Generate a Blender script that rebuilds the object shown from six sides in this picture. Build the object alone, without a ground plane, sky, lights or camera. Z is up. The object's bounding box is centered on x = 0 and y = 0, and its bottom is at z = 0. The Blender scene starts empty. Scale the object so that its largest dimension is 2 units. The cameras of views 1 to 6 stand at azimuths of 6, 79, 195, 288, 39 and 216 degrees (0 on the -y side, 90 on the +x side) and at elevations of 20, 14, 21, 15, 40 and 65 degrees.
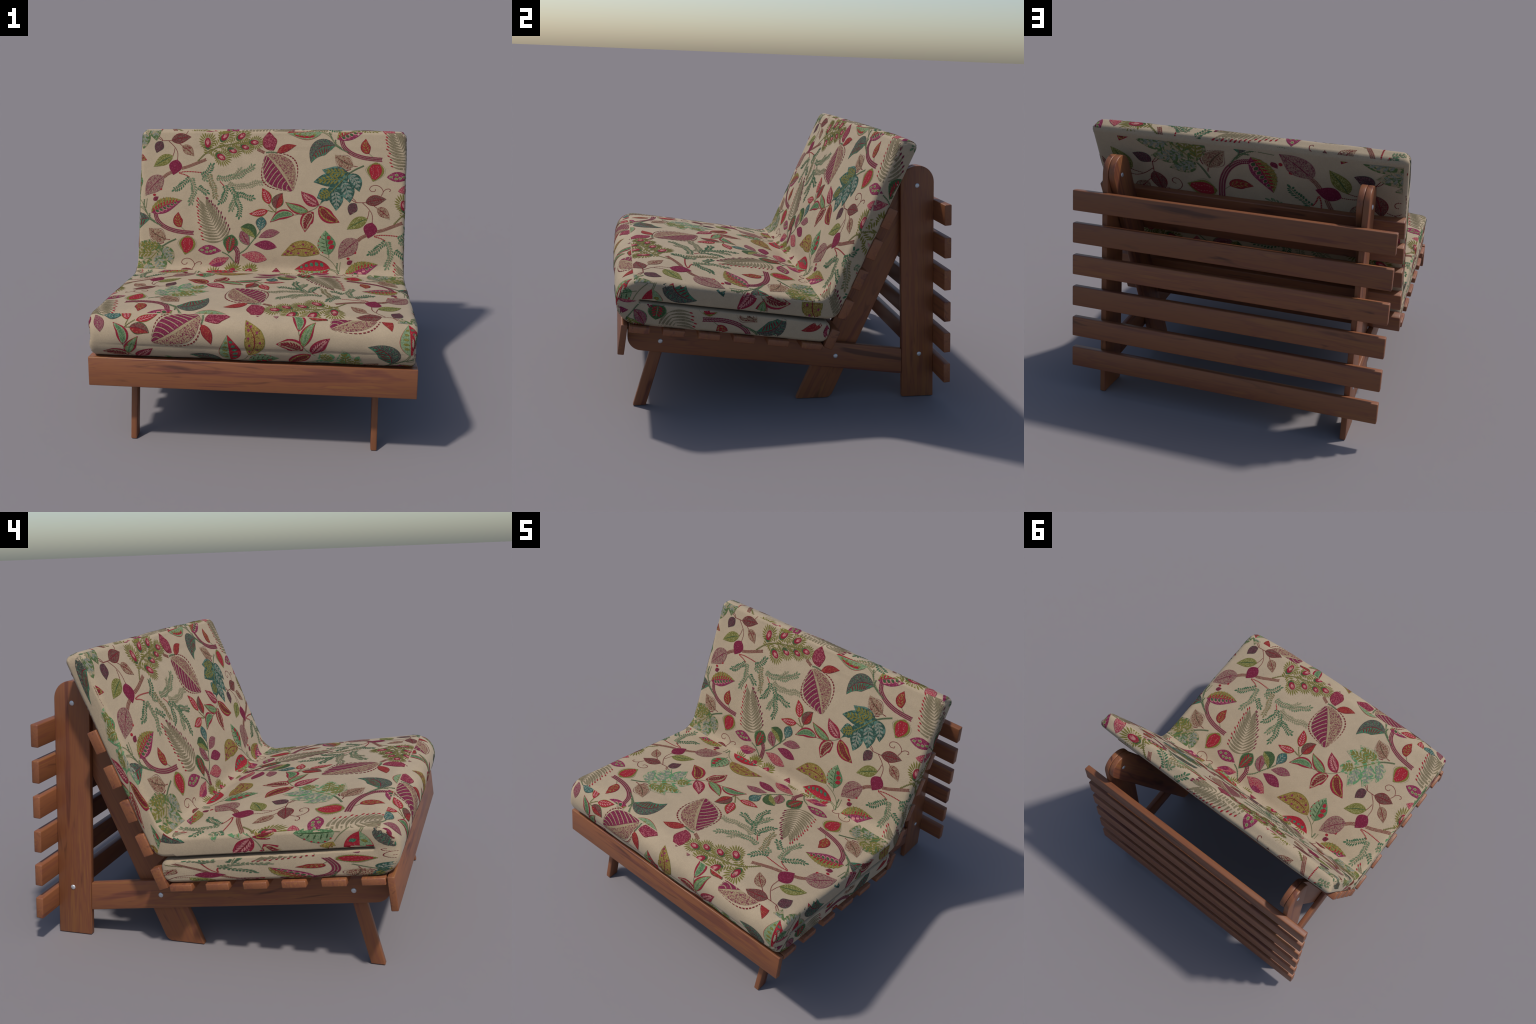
import bpy, bmesh, math, random
from mathutils import Vector, Matrix, noise
from mathutils.bvhtree import BVHTree

random.seed(7)
SC = bpy.context.scene.collection

# ------------------------------------------------------------------ materials
def new_mat(name):
    m = bpy.data.materials.new(name)
    m.use_nodes = True
    nt = m.node_tree
    for n in list(nt.nodes):
        nt.nodes.remove(n)
    out = nt.nodes.new("ShaderNodeOutputMaterial")
    b = nt.nodes.new("ShaderNodeBsdfPrincipled")
    nt.links.new(b.outputs["BSDF"], out.inputs["Surface"])
    return m, nt, b

def N(nt, kind, **props):
    n = nt.nodes.new("ShaderNode" + kind)
    for k, v in props.items():
        setattr(n, k, v)
    return n

def ramp(nt, stops):
    r = N(nt, "ValToRGB")
    el = r.color_ramp.elements
    while len(el) < len(stops):
        el.new(0.5)
    for e, (p, c) in zip(el, stops):
        e.position = p
        e.color = (*c, 1)
    return r

def srgb(r, g, b):
    f = lambda c: c / 12.92 if c <= 0.04045 else ((c + 0.055) / 1.055) ** 2.4
    return tuple(f(c / 255) for c in (r, g, b))

def wood_material(name):
    """Oiled red-brown hardwood; grain runs along the local x axis of each board."""
    m, nt, b = new_mat(name)
    L = nt.links.new
    tc = N(nt, "TexCoord")
    info = N(nt, "ObjectInfo")
    shift = N(nt, "VectorMath", operation="SCALE")
    comb = N(nt, "CombineXYZ")
    for i, k in enumerate((17.0, 9.0, 23.0)):
        mu = N(nt, "Math", operation="MULTIPLY")
        mu.inputs[1].default_value = k
        L(info.outputs["Random"], mu.inputs[0])
        L(mu.outputs[0], comb.inputs[i])
    add = N(nt, "VectorMath", operation="ADD")
    L(tc.outputs["Object"], add.inputs[0])
    L(comb.outputs[0], add.inputs[1])
    # broad cathedral figure
    mp = N(nt, "Mapping")
    mp.inputs["Scale"].default_value = (0.8, 9.0, 9.0)
    L(add.outputs[0], mp.inputs["Vector"])
    broad = N(nt, "TexNoise")
    broad.inputs["Scale"].default_value = 1.0
    broad.inputs["Detail"].default_value = 3.0
    broad.inputs["Distortion"].default_value = 0.9
    L(mp.outputs[0], broad.inputs["Vector"])
    # fine streaks
    mp2 = N(nt, "Mapping")
    mp2.inputs["Scale"].default_value = (3.0, 70.0, 70.0)
    L(add.outputs[0], mp2.inputs["Vector"])
    fine = N(nt, "TexNoise")
    fine.inputs["Scale"].default_value = 1.0
    fine.inputs["Detail"].default_value = 5.0
    fine.inputs["Roughness"].default_value = 0.65
    L(mp2.outputs[0], fine.inputs["Vector"])
    # growth ring lines that follow the broad figure
    ring = N(nt, "Math", operation="MULTIPLY")
    ring.inputs[1].default_value = 34.0
    L(broad.outputs["Fac"], ring.inputs[0])
    sn = N(nt, "Math", operation="SINE")
    L(ring.outputs[0], sn.inputs[0])
    snm = N(nt, "Math", operation="MULTIPLY_ADD")
    snm.inputs[1].default_value = 0.04
    L(sn.outputs[0], snm.inputs[0])
    mixf = N(nt, "Math", operation="MULTIPLY_ADD")
    mixf.inputs[1].default_value = 0.35
    L(fine.outputs["Fac"], mixf.inputs[0])
    bm = N(nt, "Math", operation="MULTIPLY")
    bm.inputs[1].default_value = 0.65
    L(broad.outputs["Fac"], bm.inputs[0])
    L(bm.outputs[0], mixf.inputs[2])
    L(mixf.outputs[0], snm.inputs[2])
    cr = ramp(nt, [(0.28, srgb(92, 54, 40)), (0.38, srgb(114, 67, 50)), (0.47, srgb(130, 81, 51)),
                   (0.56, srgb(120, 71, 51)), (0.64, srgb(135, 87, 51)), (0.76, srgb(124, 75, 50))])
    L(snm.outputs[0], cr.inputs["Fac"])
    # rare dark heartwood streaks
    mp3 = N(nt, "Mapping")
    mp3.inputs["Scale"].default_value = (0.9, 6.0, 6.0)
    mp3.inputs["Location"].default_value = (4.0, 2.0, 7.0)
    L(add.outputs[0], mp3.inputs["Vector"])
    dark = N(nt, "TexNoise")
    dark.inputs["Scale"].default_value = 1.6
    dark.inputs["Detail"].default_value = 4.0
    dark.inputs["Distortion"].default_value = 1.6
    L(mp3.outputs[0], dark.inputs["Vector"])
    dr = ramp(nt, [(0.63, (0, 0, 0)), (0.72, (1, 1, 1))])
    L(dark.outputs["Fac"], dr.inputs["Fac"])
    dm = N(nt, "Math", operation="MULTIPLY")
    dm.inputs[1].default_value = 0.7
    L(dr.outputs["Color"], dm.inputs[0])
    mx = N(nt, "Mix", data_type="RGBA")
    L(dm.outputs[0], mx.inputs["Factor"])
    L(cr.outputs["Color"], mx.inputs["A"])
    mx.inputs["B"].default_value = (*srgb(62, 38, 32), 1)
    # per-board brightness
    hsv = N(nt, "HueSaturation")
    mr = N(nt, "MapRange")
    mr.inputs["To Min"].default_value = 0.9
    mr.inputs["To Max"].default_value = 1.1
    L(info.outputs["Random"], mr.inputs["Value"])
    L(mr.outputs[0], hsv.inputs["Value"])
    L(mx.outputs["Result"], hsv.inputs["Color"])
    L(hsv.outputs["Color"], b.inputs["Base Color"])
    b.inputs["Roughness"].default_value = 0.42
    b.inputs["Specular IOR Level"].default_value = 0.35
    bump = N(nt, "Bump")
    bump.inputs["Strength"].default_value = 0.12
    bump.inputs["Distance"].default_value = 0.004
    L(fine.outputs["Fac"], bump.inputs["Height"])
    L(bump.outputs[0], b.inputs["Normal"])
    return m

def metal_material():
    m, nt, b = new_mat("brushed_zinc")
    b.inputs["Base Color"].default_value = (0.55, 0.56, 0.58, 1)
    b.inputs["Metallic"].default_value = 0.6
    b.inputs["Roughness"].default_value = 0.4
    return m

def cloth_material(name, colour, vary=0.10, weave=0.25):
    m, nt, b = new_mat(name)
    L = nt.links.new
    tc = N(nt, "TexCoord")
    n1 = N(nt, "TexNoise")
    n1.inputs["Scale"].default_value = 9.0
    n1.inputs["Detail"].default_value = 6.0
    n1.inputs["Roughness"].default_value = 0.7
    L(tc.outputs["Object"], n1.inputs["Vector"])
    n2 = N(nt, "TexNoise")
    n2.inputs["Scale"].default_value = 160.0
    n2.inputs["Detail"].default_value = 2.0
    L(tc.outputs["Object"], n2.inputs["Vector"])
    ad = N(nt, "Math", operation="ADD")
    L(n1.outputs["Fac"], ad.inputs[0])
    L(n2.outputs["Fac"], ad.inputs[1])
    mr = N(nt, "MapRange")
    mr.inputs["From Min"].default_value = 0.6
    mr.inputs["From Max"].default_value = 1.4
    mr.inputs["To Min"].default_value = 1 - vary
    mr.inputs["To Max"].default_value = 1 + vary
    L(ad.outputs[0], mr.inputs["Value"])
    hsv = N(nt, "HueSaturation")
    hsv.inputs["Color"].default_value = (*colour, 1)
    L(mr.outputs[0], hsv.inputs["Value"])
    L(hsv.outputs["Color"], b.inputs["Base Color"])
    b.inputs["Roughness"].default_value = 0.9
    b.inputs["Specular IOR Level"].default_value = 0.12
    b.inputs["Sheen Weight"].default_value = 0.08
    bump = N(nt, "Bump")
    bump.inputs["Strength"].default_value = weave
    bump.inputs["Distance"].default_value = 0.002
    L(n2.outputs["Fac"], bump.inputs["Height"])
    L(bump.outputs[0], b.inputs["Normal"])
    return m

WOOD = wood_material("oiled_hardwood")
METAL = metal_material()
LINEN = cloth_material("linen_ground", srgb(158, 141, 117), 0.11)

# ------------------------------------------------------------------ helpers
root = bpy.data.objects.new("futon_chair", None)
SC.objects.link(root)
root["label"] = "low wooden slatted futon chair with folded floral mattress"
root["category"] = "futon chair"

def fillet(points, seg=8):
    """Closed polygon of (a, b, radius) -> smooth list of (a, b)."""
    out = []
    n = len(points)
    for i in range(n):
        p0 = Vector(points[i - 1][:2])
        p1 = Vector(points[i][:2])
        p2 = Vector(points[(i + 1) % n][:2])
        r = points[i][2] if len(points[i]) > 2 else 0.0
        d1 = (p0 - p1).normalized()
        d2 = (p2 - p1).normalized()
        ang = d1.angle(d2)
        if r < 1e-6 or abs(ang - math.pi) < 1e-3:
            out.append(p1)
            continue
        t = r / math.tan(ang / 2)
        c = p1 + (d1 + d2).normalized() * (r / math.sin(ang / 2))
        a = p1 + d1 * t - c
        b = p1 + d2 * t - c
        sweep = a.angle_signed(b)
        k = max(2, int(seg * abs(sweep) / (math.pi / 2)) + 1)
        for j in range(k + 1):
            th = -sweep * j / k
            out.append(c + Vector((a.x * math.cos(th) - a.y * math.sin(th), a.x * math.sin(th) + a.y * math.cos(th))))
    return out

def smooth_by_angle(me, deg=35):
    me.polygons.foreach_set("use_smooth", [True] * len(me.polygons))
    bm = bmesh.new()
    bm.from_mesh(me)
    for e in bm.edges:
        if len(e.link_faces) == 2 and e.calc_face_angle(0) > math.radians(deg):
            e.smooth = False
    bm.to_mesh(me)
    bm.free()

def board_mesh(name, outline, thick, bevel=0.005):
    """Flat board: outline in local x (grain) / y, thickness along local z, rounded arrises."""
    bm = bmesh.new()
    vs = [bm.verts.new((p[0], p[1], -thick / 2)) for p in outline]
    f = bm.faces.new(vs)
    ex = bmesh.ops.extrude_face_region(bm, geom=[f])
    bmesh.ops.translate(bm, verts=[v for v in ex["geom"] if isinstance(v, bmesh.types.BMVert)], vec=(0, 0, thick))
    bmesh.ops.recalc_face_normals(bm, faces=bm.faces)
    sharp = [e for e in bm.edges if e.calc_face_angle(0) > math.radians(40)]
    bmesh.ops.bevel(bm, geom=sharp, offset=bevel, segments=2, profile=0.5, affect="EDGES", clamp_overlap=True)
    me = bpy.data.meshes.new(name)
    bm.to_mesh(me)
    bm.free()
    smooth_by_angle(me, 50)
    me.materials.append(WOOD)
    return me

def place(name, me, matrix, parent=root):
    o = bpy.data.objects.new(name, me)
    SC.objects.link(o)
    o.parent = parent
    o.matrix_local = matrix
    return o

def frame(origin, x_dir, y_dir):
    x = Vector(x_dir).normalized()
    y = Vector(y_dir).normalized()
    z = x.cross(y)
    m = Matrix((x, y, z)).transposed().to_4x4()
    m.translation = Vector(origin)
    return m

# ------------------------------------------------------------------ frame sizes (metres)
OUT_X = (0.7445, 0.7785)       # outer layer: posts and seat rails
IN_X = (0.7065, 0.7435)        # inner layer: back rails and front legs
SLAT_HALF = 0.950

def side_board(name, yz_outline, origin, direction, xr, bevel=0.005):
    """A board standing in a y-z plane, one on each side; outline given in world (y, z)."""
    d = Vector(direction).normalized()
    w = Vector((-d.y, d.x))
    o = Vector(origin)
    pts = [((Vector(p[:2]) - o).dot(d), (Vector(p[:2]) - o).dot(w)) for p in yz_outline]
    me = board_mesh(name, pts, xr[1] - xr[0], bevel)
    xm = (xr[0] + xr[1]) / 2
    for s in (1, -1):
        place(name, me, frame((s * xm, o.x, o.y), (0, d.x, d.y), (0, w.x, w.y)))

# rear post, leaning forward 5.3 degrees, round head
LEAN = 0.0915
PIVOT = Vector((0.747, 1.348))
def post_front(z): return 0.766 - LEAN * z
def post_rear(z): return 0.971 - LEAN * z
def arc(c, r, a0, a1, k):
    return [(c[0] + r * math.cos(math.radians(a0 + (a1 - a0) * i / k)), c[1] + r * math.sin(math.radians(a0 + (a1 - a0) * i / k))) for i in range(k + 1)]
post = [(post_front(0), 0.0), (post_rear(0), 0.0)] + arc(PIVOT, 0.1035, 5.2, 185.2, 22)
side_board("post", post, (0.87, 0.0), (-LEAN, 1.0), OUT_X)

# seat rail, falling towards the back, butted against the post
RS = -0.1275
def rail_bottom(y): return 0.2505 + RS * y
RAIL_H = 0.163
rail = fillet([(-0.925, rail_bottom(-0.925), 0.085), (post_front(0.155) - 0.001, rail_bottom(0.75), 0.0),
               (post_front(0.318) - 0.001, rail_bottom(0.735) + RAIL_H, 0.0), (-0.925, rail_bottom(-0.925) + RAIL_H, 0.0)], 10)
side_board("seat_rail", rail, (0.0, rail_bottom(0) + RAIL_H / 2), (-1.0, -RS), OUT_X)

# back rail: from the pivot at the post head down to the floor
BS = 0.404
def back_front(z): return 0.095 + BS * z
bang = math.degrees(math.atan(BS))
foot = [(back_front(0), 0.0)] + fillet([(0.2, 0.0), (0.311, 0.0, 0.045), (0.311 + BS * 0.3, 0.3)], 6)[1:-1]
back_rail = foot + arc((0.744, 1.350), 0.1015, -bang, 180 - bang, 22)
side_board("back_rail", back_rail, (0.4, 0.6), (BS, 1.0), IN_X)

# front leg, pivoting inside the seat rail
leg_c = Vector((-0.740, 0.415))
ls = 0.28
lang = math.degrees(math.atan(ls))
leg = [(-0.895, 0.0), (-0.8195, 0.0)] + arc(leg_c, 0.036, -lang, 180 - lang, 14)
side_board("front_leg", leg, (-0.8, 0.2), (ls, 1.0), IN_X)

# slats -----------------------------------------------------------
def slat_set(name, start, step, count, along, normal, width, thick, half):
    """start: y-z of the lower outer corner line; along: y-z direction across the slats; normal: outward."""
    me = board_mesh(name, [(-half, -width / 2), (half, -width / 2), (half, width / 2), (-half, width / 2)], thick, 0.006)
    a = Vector(along).normalized()
    n = Vector(normal).normalized()
    for i in range(count):
        c = Vector(start) + a * (step * i + width / 2) + n * (thick / 2)
        m = frame((0, c.x, c.y), (1, 0, 0), (0, a.x, a.y))
        place(name, me, m)

# seat slats lie on the rails
SEAT_T = 0.038
seat_dir = Vector((1, RS)).normalized()
seat_nrm = Vector((-RS, 1)).normalized()
def rail_top(y): return rail_bottom(y) + RAIL_H
slat_set("seat_slat", (-0.7365, rail_top(-0.7365) + 0.001), 0.2006, 5, seat_dir, seat_nrm, 0.125, SEAT_T, SLAT_HALF)
slat_set("seat_slat", (-0.924, rail_top(-0.924) + 0.001), 0.2, 1, seat_dir, seat_nrm, 0.118, SEAT_T, SLAT_HALF)
# front board hangs on the end of the first slat
me = board_mesh("front_board", [(-0.948, -0.0875), (0.948, -0.0875), (0.948, 0.0875), (-0.948, 0.0875)], 0.036, 0.005)
bc = Vector((-0.925, rail_top(-0.925) + 0.039)) - seat_dir * 0.0185 - seat_nrm * 0.0845
place("front_board", me, frame((0, bc.x, bc.y), (1, 0, 0), (0, seat_nrm.x, seat_nrm.y)))
# back slats on the back rails
bdir = Vector((0.408, 1)).normalized()
bnrm = Vector((-1, 0.408)).normalized()
BACK_T = 0.056
slat_set("back_slat", Vector((0.1945, 0.410)) - bnrm * BACK_T, 0.1925, 5, bdir, bnrm, 0.121, BACK_T, 0.944)
# rear slats on the posts
rdir = Vector((-LEAN, 1)).normalized()
rnrm = Vector((1, LEAN)).normalized()
slat_set("rear_slat", (post_rear(0.1565) + 0.001, 0.1565), 0.1953, 6, rdir, rnrm, 0.1225, 0.043, 0.9475)

# bolts -----------------------------------------------------------
bm = bmesh.new()
prof = [(0.0, 0.0055), (0.006, 0.0052), (0.0105, 0.0042), (0.0135, 0.002), (0.0142, -0.001)]
K = 20
rings = []
top = bm.verts.new((0, 0, 0.0055))
for r, h in prof[1:]:
    rings.append([bm.verts.new((r * math.cos(2 * math.pi * k / K), r * math.sin(2 * math.pi * k / K), h)) for k in range(K)])
for k in range(K):
    bm.faces.new((top, rings[0][k], rings[0][(k + 1) % K]))
    for a, b2 in zip(rings, rings[1:]):
        bm.faces.new((a[k], b2[k], b2[(k + 1) % K], a[(k + 1) % K]))
bm.faces.new(rings[-1][::-1])
bmesh.ops.recalc_face_normals(bm, faces=bm.faces)
bolt_me = bpy.data.meshes.new("bolt")
bm.to_mesh(bolt_me)
bm.free()
smooth_by_angle(bolt_me, 50)
bolt_me.materials.append(METAL)
for (y, z) in ((0.746, 1.335), (0.853, 0.284), (0.3175, 0.2875), (-0.738, 0.415)):
    for s in (1, -1):
        place("bolt", bolt_me, frame((s * OUT_X[1], y, z), (0, 1, 0), (0, 0, s)))
        if y < 0.8:
            place("bolt", bolt_me, frame((s * IN_X[0], y, z), (0, 1, 0), (0, 0, -s)))

# ------------------------------------------------------------------ mattress
FY = -0.990
profile = fillet([
    (0.232, 0.4255, 0.055), (FY + 0.006, 0.4525 - 0.1275 * FY - 0.001, 0.125), (FY, 0.843, 0.128),
    (0.203, 0.683, 0.125), (0.580, 1.632, 0.042), (0.678, 1.588, 0.032),
    (0.268, 0.566, 0.085), (-0.860, 0.7125, 0.003), (-0.860, 0.7062, 0.003), (0.238, 0.5530, 0.045)], 14)

def resample(pts, step):
    out = []
    n = len(pts)
    for i in range(n):
        a, b = pts[i], pts[(i + 1) % n]
        k = max(1, int(math.ceil((b - a).length / step)))
        for j in range(k):
            out.append(a.lerp(b, j / k))
    res = [out[0]]
    for p in out[1:]:
        if (p - res[-1]).length > 0.0012:
            res.append(p)
    return res

ring2 = resample(profile, 0.0125)
NP = len(ring2)
area = sum(a.x * b.y - b.x * a.y for a, b in zip(ring2, ring2[1:] + ring2[:1]))
nrm2 = []
for i in range(NP):
    t = (ring2[(i + 1) % NP] - ring2[i - 1]).normalized()
    n = Vector((t.y, -t.x)) if area > 0 else Vector((-t.y, t.x))
    nrm2.append(n)

MW = 0.940            # half width
ER = 0.034            # edge rounding
def slit_z(y): return 0.7094 - 0.1385 * (y + 0.86)
def in_slit(p):
    return -0.864 <= p.x < 0.15 and abs(p.y - slit_z(p.x)) < 0.014

def sstep(a, b, v):
    t = min(1.0, max(0.0, (v - a) / (b - a)))
    return t * t * (3 - 2 * t)

def half_width(p):
    """The mattress narrows in its lower layer, at the nose and at the top corners of the back."""
    w = MW
    low = slit_z(p.x) - p.y
    w += 0.004 * noise.noise(Vector((1.7, p.x * 5, p.y * 5)))
    w -= 0.007 * sstep(-0.02, 0.04, low) * (1 - sstep(0.2, 0.3, p.x))
    nose = 0.12 + 0.5 * sstep(0.66, 0.76, p.y)
    for dist, r, k in ((1.634 - p.y, 0.055, 1.0), (p.x + 1.0, 0.090, nose)):
        if 0 <= dist < r:
            w -= k * (r - math.sqrt(r * r - (r - dist) ** 2))
    return w

def crown(p, n, u):
    """How far stuffing lifts the cover off the flat profile; u runs -1..1 across the width."""
    d = 0.0
    if p.x < 0.30 and p.y < 0.9:                          # seat top
        v = (p.x + 0.42) / (0.565 if p.x < -0.42 else 0.62)
        d += 0.056 * sstep(-0.1, 0.8, n.y) * max(0.0, 1 - abs(u) ** 2.5) * max(0.0, 1 - abs(v) ** (3.3 if v < 0 else 2.8))
    if p.y > 0.68:                         # front of the back
        v = (p.y - 1.04) / (0.60 if p.y > 1.04 else 0.37)
        d += 0.037 * sstep(0.2, 0.9, -n.x) * max(0.0, 1 - abs(u) ** 3) * max(0.0, 1 - abs(v) ** (4 if v < 0 else 2.6))
    if n.x > 0 and p.y > 0.78:                            # rear presses in between the slats
        v = (p.y - 1.2) / 0.42
        d += 0.014 * sstep(0.3, 0.9, n.x) * max(0.0, 1 - u ** 6) * max(0.0, 1 - v ** 4)
    if p.y > 1.5:                                         # top edge bows up
        d += 0.008 * sstep(0.0, 0.9, n.y) * max(0.0, 1 - u * u)
    return d

def puff(p, n, u):
    if in_slit(p):
        return 0.0
    e = max(0.0, 1 - u ** 4)
    d = crown(p, n, u)
    x = u * MW
    d += 0.004 * noise.noise(Vector((x * 2.3, p.x * 2.3, p.y * 2.3))) * e
    near = math.exp(-(((p.x - 0.19) / 0.14) ** 2 + ((p.y - 0.72) / 0.14) ** 2))
    d += 0.009 * near * noise.noise(Vector((x * 7, p.x * 4, p.y * 4 + 3))) * e
    d += 0.0032 * noise.noise(Vector((x * 6, p.x * 6, p.y * 6))) * e
    return d

flat = ER / MW
us = [-1 + flat * (1 - math.cos(math.pi / 2 * i / 6)) for i in range(7)]
mid = 140
us += [(-1 + flat) + (2 * (1 - flat)) * i / mid for i in range(1, mid)]
us += [1 - flat * (1 - math.cos(math.pi / 2 * i / 6)) for i in range(6, -1, -1)]

bm = bmesh.new()
loops = []
for u in us:
    t = max(0.0, (abs(u) - (1 - flat)) / flat)
    inset = 0.024 * (1 - math.sqrt(max(0.0, 1 - t * t)))
    row = []
    for p, n in zip(ring2, nrm2):
        d = puff(p, n, u) - inset * (0.5 if in_slit(p) else 1.0)
        q = p + n * d
        row.append(bm.verts.new((u * half_width(p), q.x, q.y)))
    loops.append(row)
for a, b in zip(loops, loops[1:]):
    for i in range(NP):
        j = (i + 1) % NP
        bm.faces.new((a[i], a[j], b[j], b[i]))
for row in (loops[0], loops[-1]):
    es = []
    for i in range(NP):
        e = bm.edges.get((row[i], row[(i + 1) % NP]))
        es.append(e)
    bmesh.ops.triangle_fill(bm, edges=es, use_beauty=True)
bmesh.ops.recalc_face_normals(bm, faces=bm.faces)
mat_me = bpy.data.meshes.new("mattress")
bm.to_mesh(mat_me)
bm.free()
smooth_by_angle(mat_me, 50)
mat_me.materials.append(LINEN)
mattress = place("mattress", mat_me, Matrix())

# ------------------------------------------------------------------ printed cloth: inks
def ink(name, base, fleck=None, amount=0.45, scale=170.0, fleck2=None):
    """Cloth dye: a base colour broken up by small flecks of one or two other dyes."""
    m, nt, b = new_mat("ink_" + name)
    L = nt.links.new
    tc = N(nt, "TexCoord")
    col = N(nt, "RGB")
    col.outputs[0].default_value = (*srgb(*base), 1)
    cur = col.outputs[0]
    for k, fc in enumerate((fleck, fleck2)):
        if fc is None:
            continue
        n = N(nt, "TexNoise")
        n.inputs["Scale"].default_value = scale * (1 + 0.35 * k)
        n.inputs["Detail"].default_value = 1.5
        n.inputs["Distortion"].default_value = 1.2
        mp = N(nt, "Mapping")
        mp.inputs["Location"].default_value = (3.7 * k + len(name), 1.3 * k, 0.4)
        L(tc.outputs["Object"], mp.inputs["Vector"])
        L(mp.outputs[0], n.inputs["Vector"])
        edge = 0.5 + (0.5 - amount * (1 - 0.3 * k)) * 0.5
        r = ramp(nt, [(edge - 0.03, (0, 0, 0)), (edge + 0.03, (1, 1, 1))])
        L(n.outputs["Fac"], r.inputs["Fac"])
        mx = N(nt, "Mix", data_type="RGBA")
        L(r.outputs["Color"], mx.inputs["Factor"])
        L(cur, mx.inputs["A"])
        mx.inputs["B"].default_value = (*srgb(*fc), 1)
        cur = mx.outputs["Result"]
    # soft uneven dyeing
    n = N(nt, "TexNoise")
    n.inputs["Scale"].default_value = 95.0
    n.inputs["Detail"].default_value = 3.0
    L(tc.outputs["Object"], n.inputs["Vector"])
    mr = N(nt, "MapRange")
    mr.inputs["To Min"].default_value = 0.62
    mr.inputs["To Max"].default_value = 1.36
    L(n.outputs["Fac"], mr.inputs["Value"])
    hsv = N(nt, "HueSaturation")
    L(mr.outputs[0], hsv.inputs["Value"])
    L(cur, hsv.inputs["Color"])
    L(hsv.outputs["Color"], b.inputs["Base Color"])
    b.inputs["Roughness"].default_value = 0.9
    b.inputs["Specular IOR Level"].default_value = 0.12
    return m

LIN = (170, 152, 126)
INKS = {}
def dye(name, *a, **k):
    INKS[name] = ink(name, *a, **k)
dye("wine", (102, 29, 50), (136, 62, 84), 0.2)
dye("wine_speck", (104, 32, 56), (140, 84, 92), 0.25)
dye("wine_scroll", (108, 32, 50), (150, 86, 90), 0.35, 150)
dye("berry", (100, 31, 54), (128, 62, 80), 0.30, 240)
dye("maroon", (102, 32, 38))
dye("maroon_speck", (92, 32, 36), (84, 76, 66), 0.42, 210, fleck2=(128, 92, 78))
dye("plum", (106, 40, 56), (80, 32, 42), 0.4)
dye("braid_plum", (112, 36, 58), (84, 30, 44), 0.35)
dye("plum_teal", (76, 36, 46), (54, 56, 50), 0.4, 200, fleck2=(120, 90, 86))
dye("plum_speck", (112, 48, 68), (126, 104, 88), 0.42, 210)
dye("pink_speck", (138, 42, 64), (156, 122, 104), 0.40, 200)
dye("magenta", (112, 36, 62), (146, 88, 106), 0.28, 170)
dye("red", (134, 32, 42), (166, 76, 80), 0.16, 160)
dye("red_speck", (122, 34, 38), (142, 98, 66), 0.26, 210)
dye("rust", (104, 48, 44), (140, 104, 86), 0.4, 260)
dye("edge_wine", (122, 30, 46), (138, 52, 64), 0.2)
dye("taupe", (140, 124, 96))
dye("taupe_spot", (136, 116, 92), (96, 42, 42), 0.44, 160)
dye("taupe_plum", (132, 102, 90), (104, 44, 60), 0.48, 130, fleck2=(124, 116, 92))
dye("taupe_wine", (138, 120, 92), (102, 40, 58), 0.46, 130)
dye("bark", (82, 64, 48))
dye("olive", (100, 94, 44), (120, 114, 62), 0.3)
dye("olive_scroll", (92, 90, 40), (136, 132, 88), 0.40, 180)
dye("ochre", (124, 106, 52), (98, 52, 38), 0.36, 120, fleck2=(146, 128, 76))
dye("leaf_green", (86, 104, 58), (120, 136, 90), 0.35, 190)
dye("mid_green", (66, 98, 64), (108, 130, 94), 0.35, 180)
dye("sage_green", (116, 128, 96), (84, 112, 80), 0.4, 160)
dye("dark_green", (54, 72, 46), (80, 96, 58), 0.3, 180)
dye("teal", (52, 82, 76), (82, 112, 102), 0.34, 60)
dye("teal_green", (46, 92, 70), (74, 116, 88), 0.35, 140, fleck2=(108, 44, 42))
dye("teal_dark", (50, 62, 58), (96, 98, 82), 0.42, 200, fleck2=(92, 42, 44))
dye("pale_leaf", (120, 122, 108), (94, 100, 90), 0.4, 150)
dye("lobe", (46, 70, 60), (76, 104, 92), 0.40, 40)
dye("lobe_b", (84, 122, 84), (146, 138, 112), 0.52, 26)
dye("lobe_c", (74, 92, 56), (138, 124, 98), 0.52, 30)
dye("fern_grey", (106, 96, 74), (130, 118, 94), 0.35, 240)
dye("stem_green", (72, 90, 62))
dye("stem_sage", (104, 104, 76))
dye("stem_olive", (94, 90, 50))
dye("sprig_green", (56, 88, 62), (80, 106, 78), 0.3)
dye("sprig_sage", (90, 106, 78), (116, 122, 94), 0.3)
dye("sprig_pale", (122, 118, 92))
dye("sprig_ochre", (120, 104, 72), (90, 102, 72), 0.4, 80)
dye("linen_light", (164, 148, 124))
dye("pink_light", (164, 112, 106))

# ------------------------------------------------------------------ printed cloth: motifs
# Every motif is drawn in cloth metres (a to the right, b up the cloth) out of small convex pieces.
V2 = lambda p: Vector((p[0], p[1]))
PIECES = []          # (group, ink, layer, points, motif number)
MOTIF = [0, "printed_leaves"]

def piece(mat, layer, pts):
    PIECES.append((MOTIF[1], mat, layer, pts, MOTIF[0]))

def begin(group):
    MOTIF[0] += 1
    MOTIF[1] = group

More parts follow.
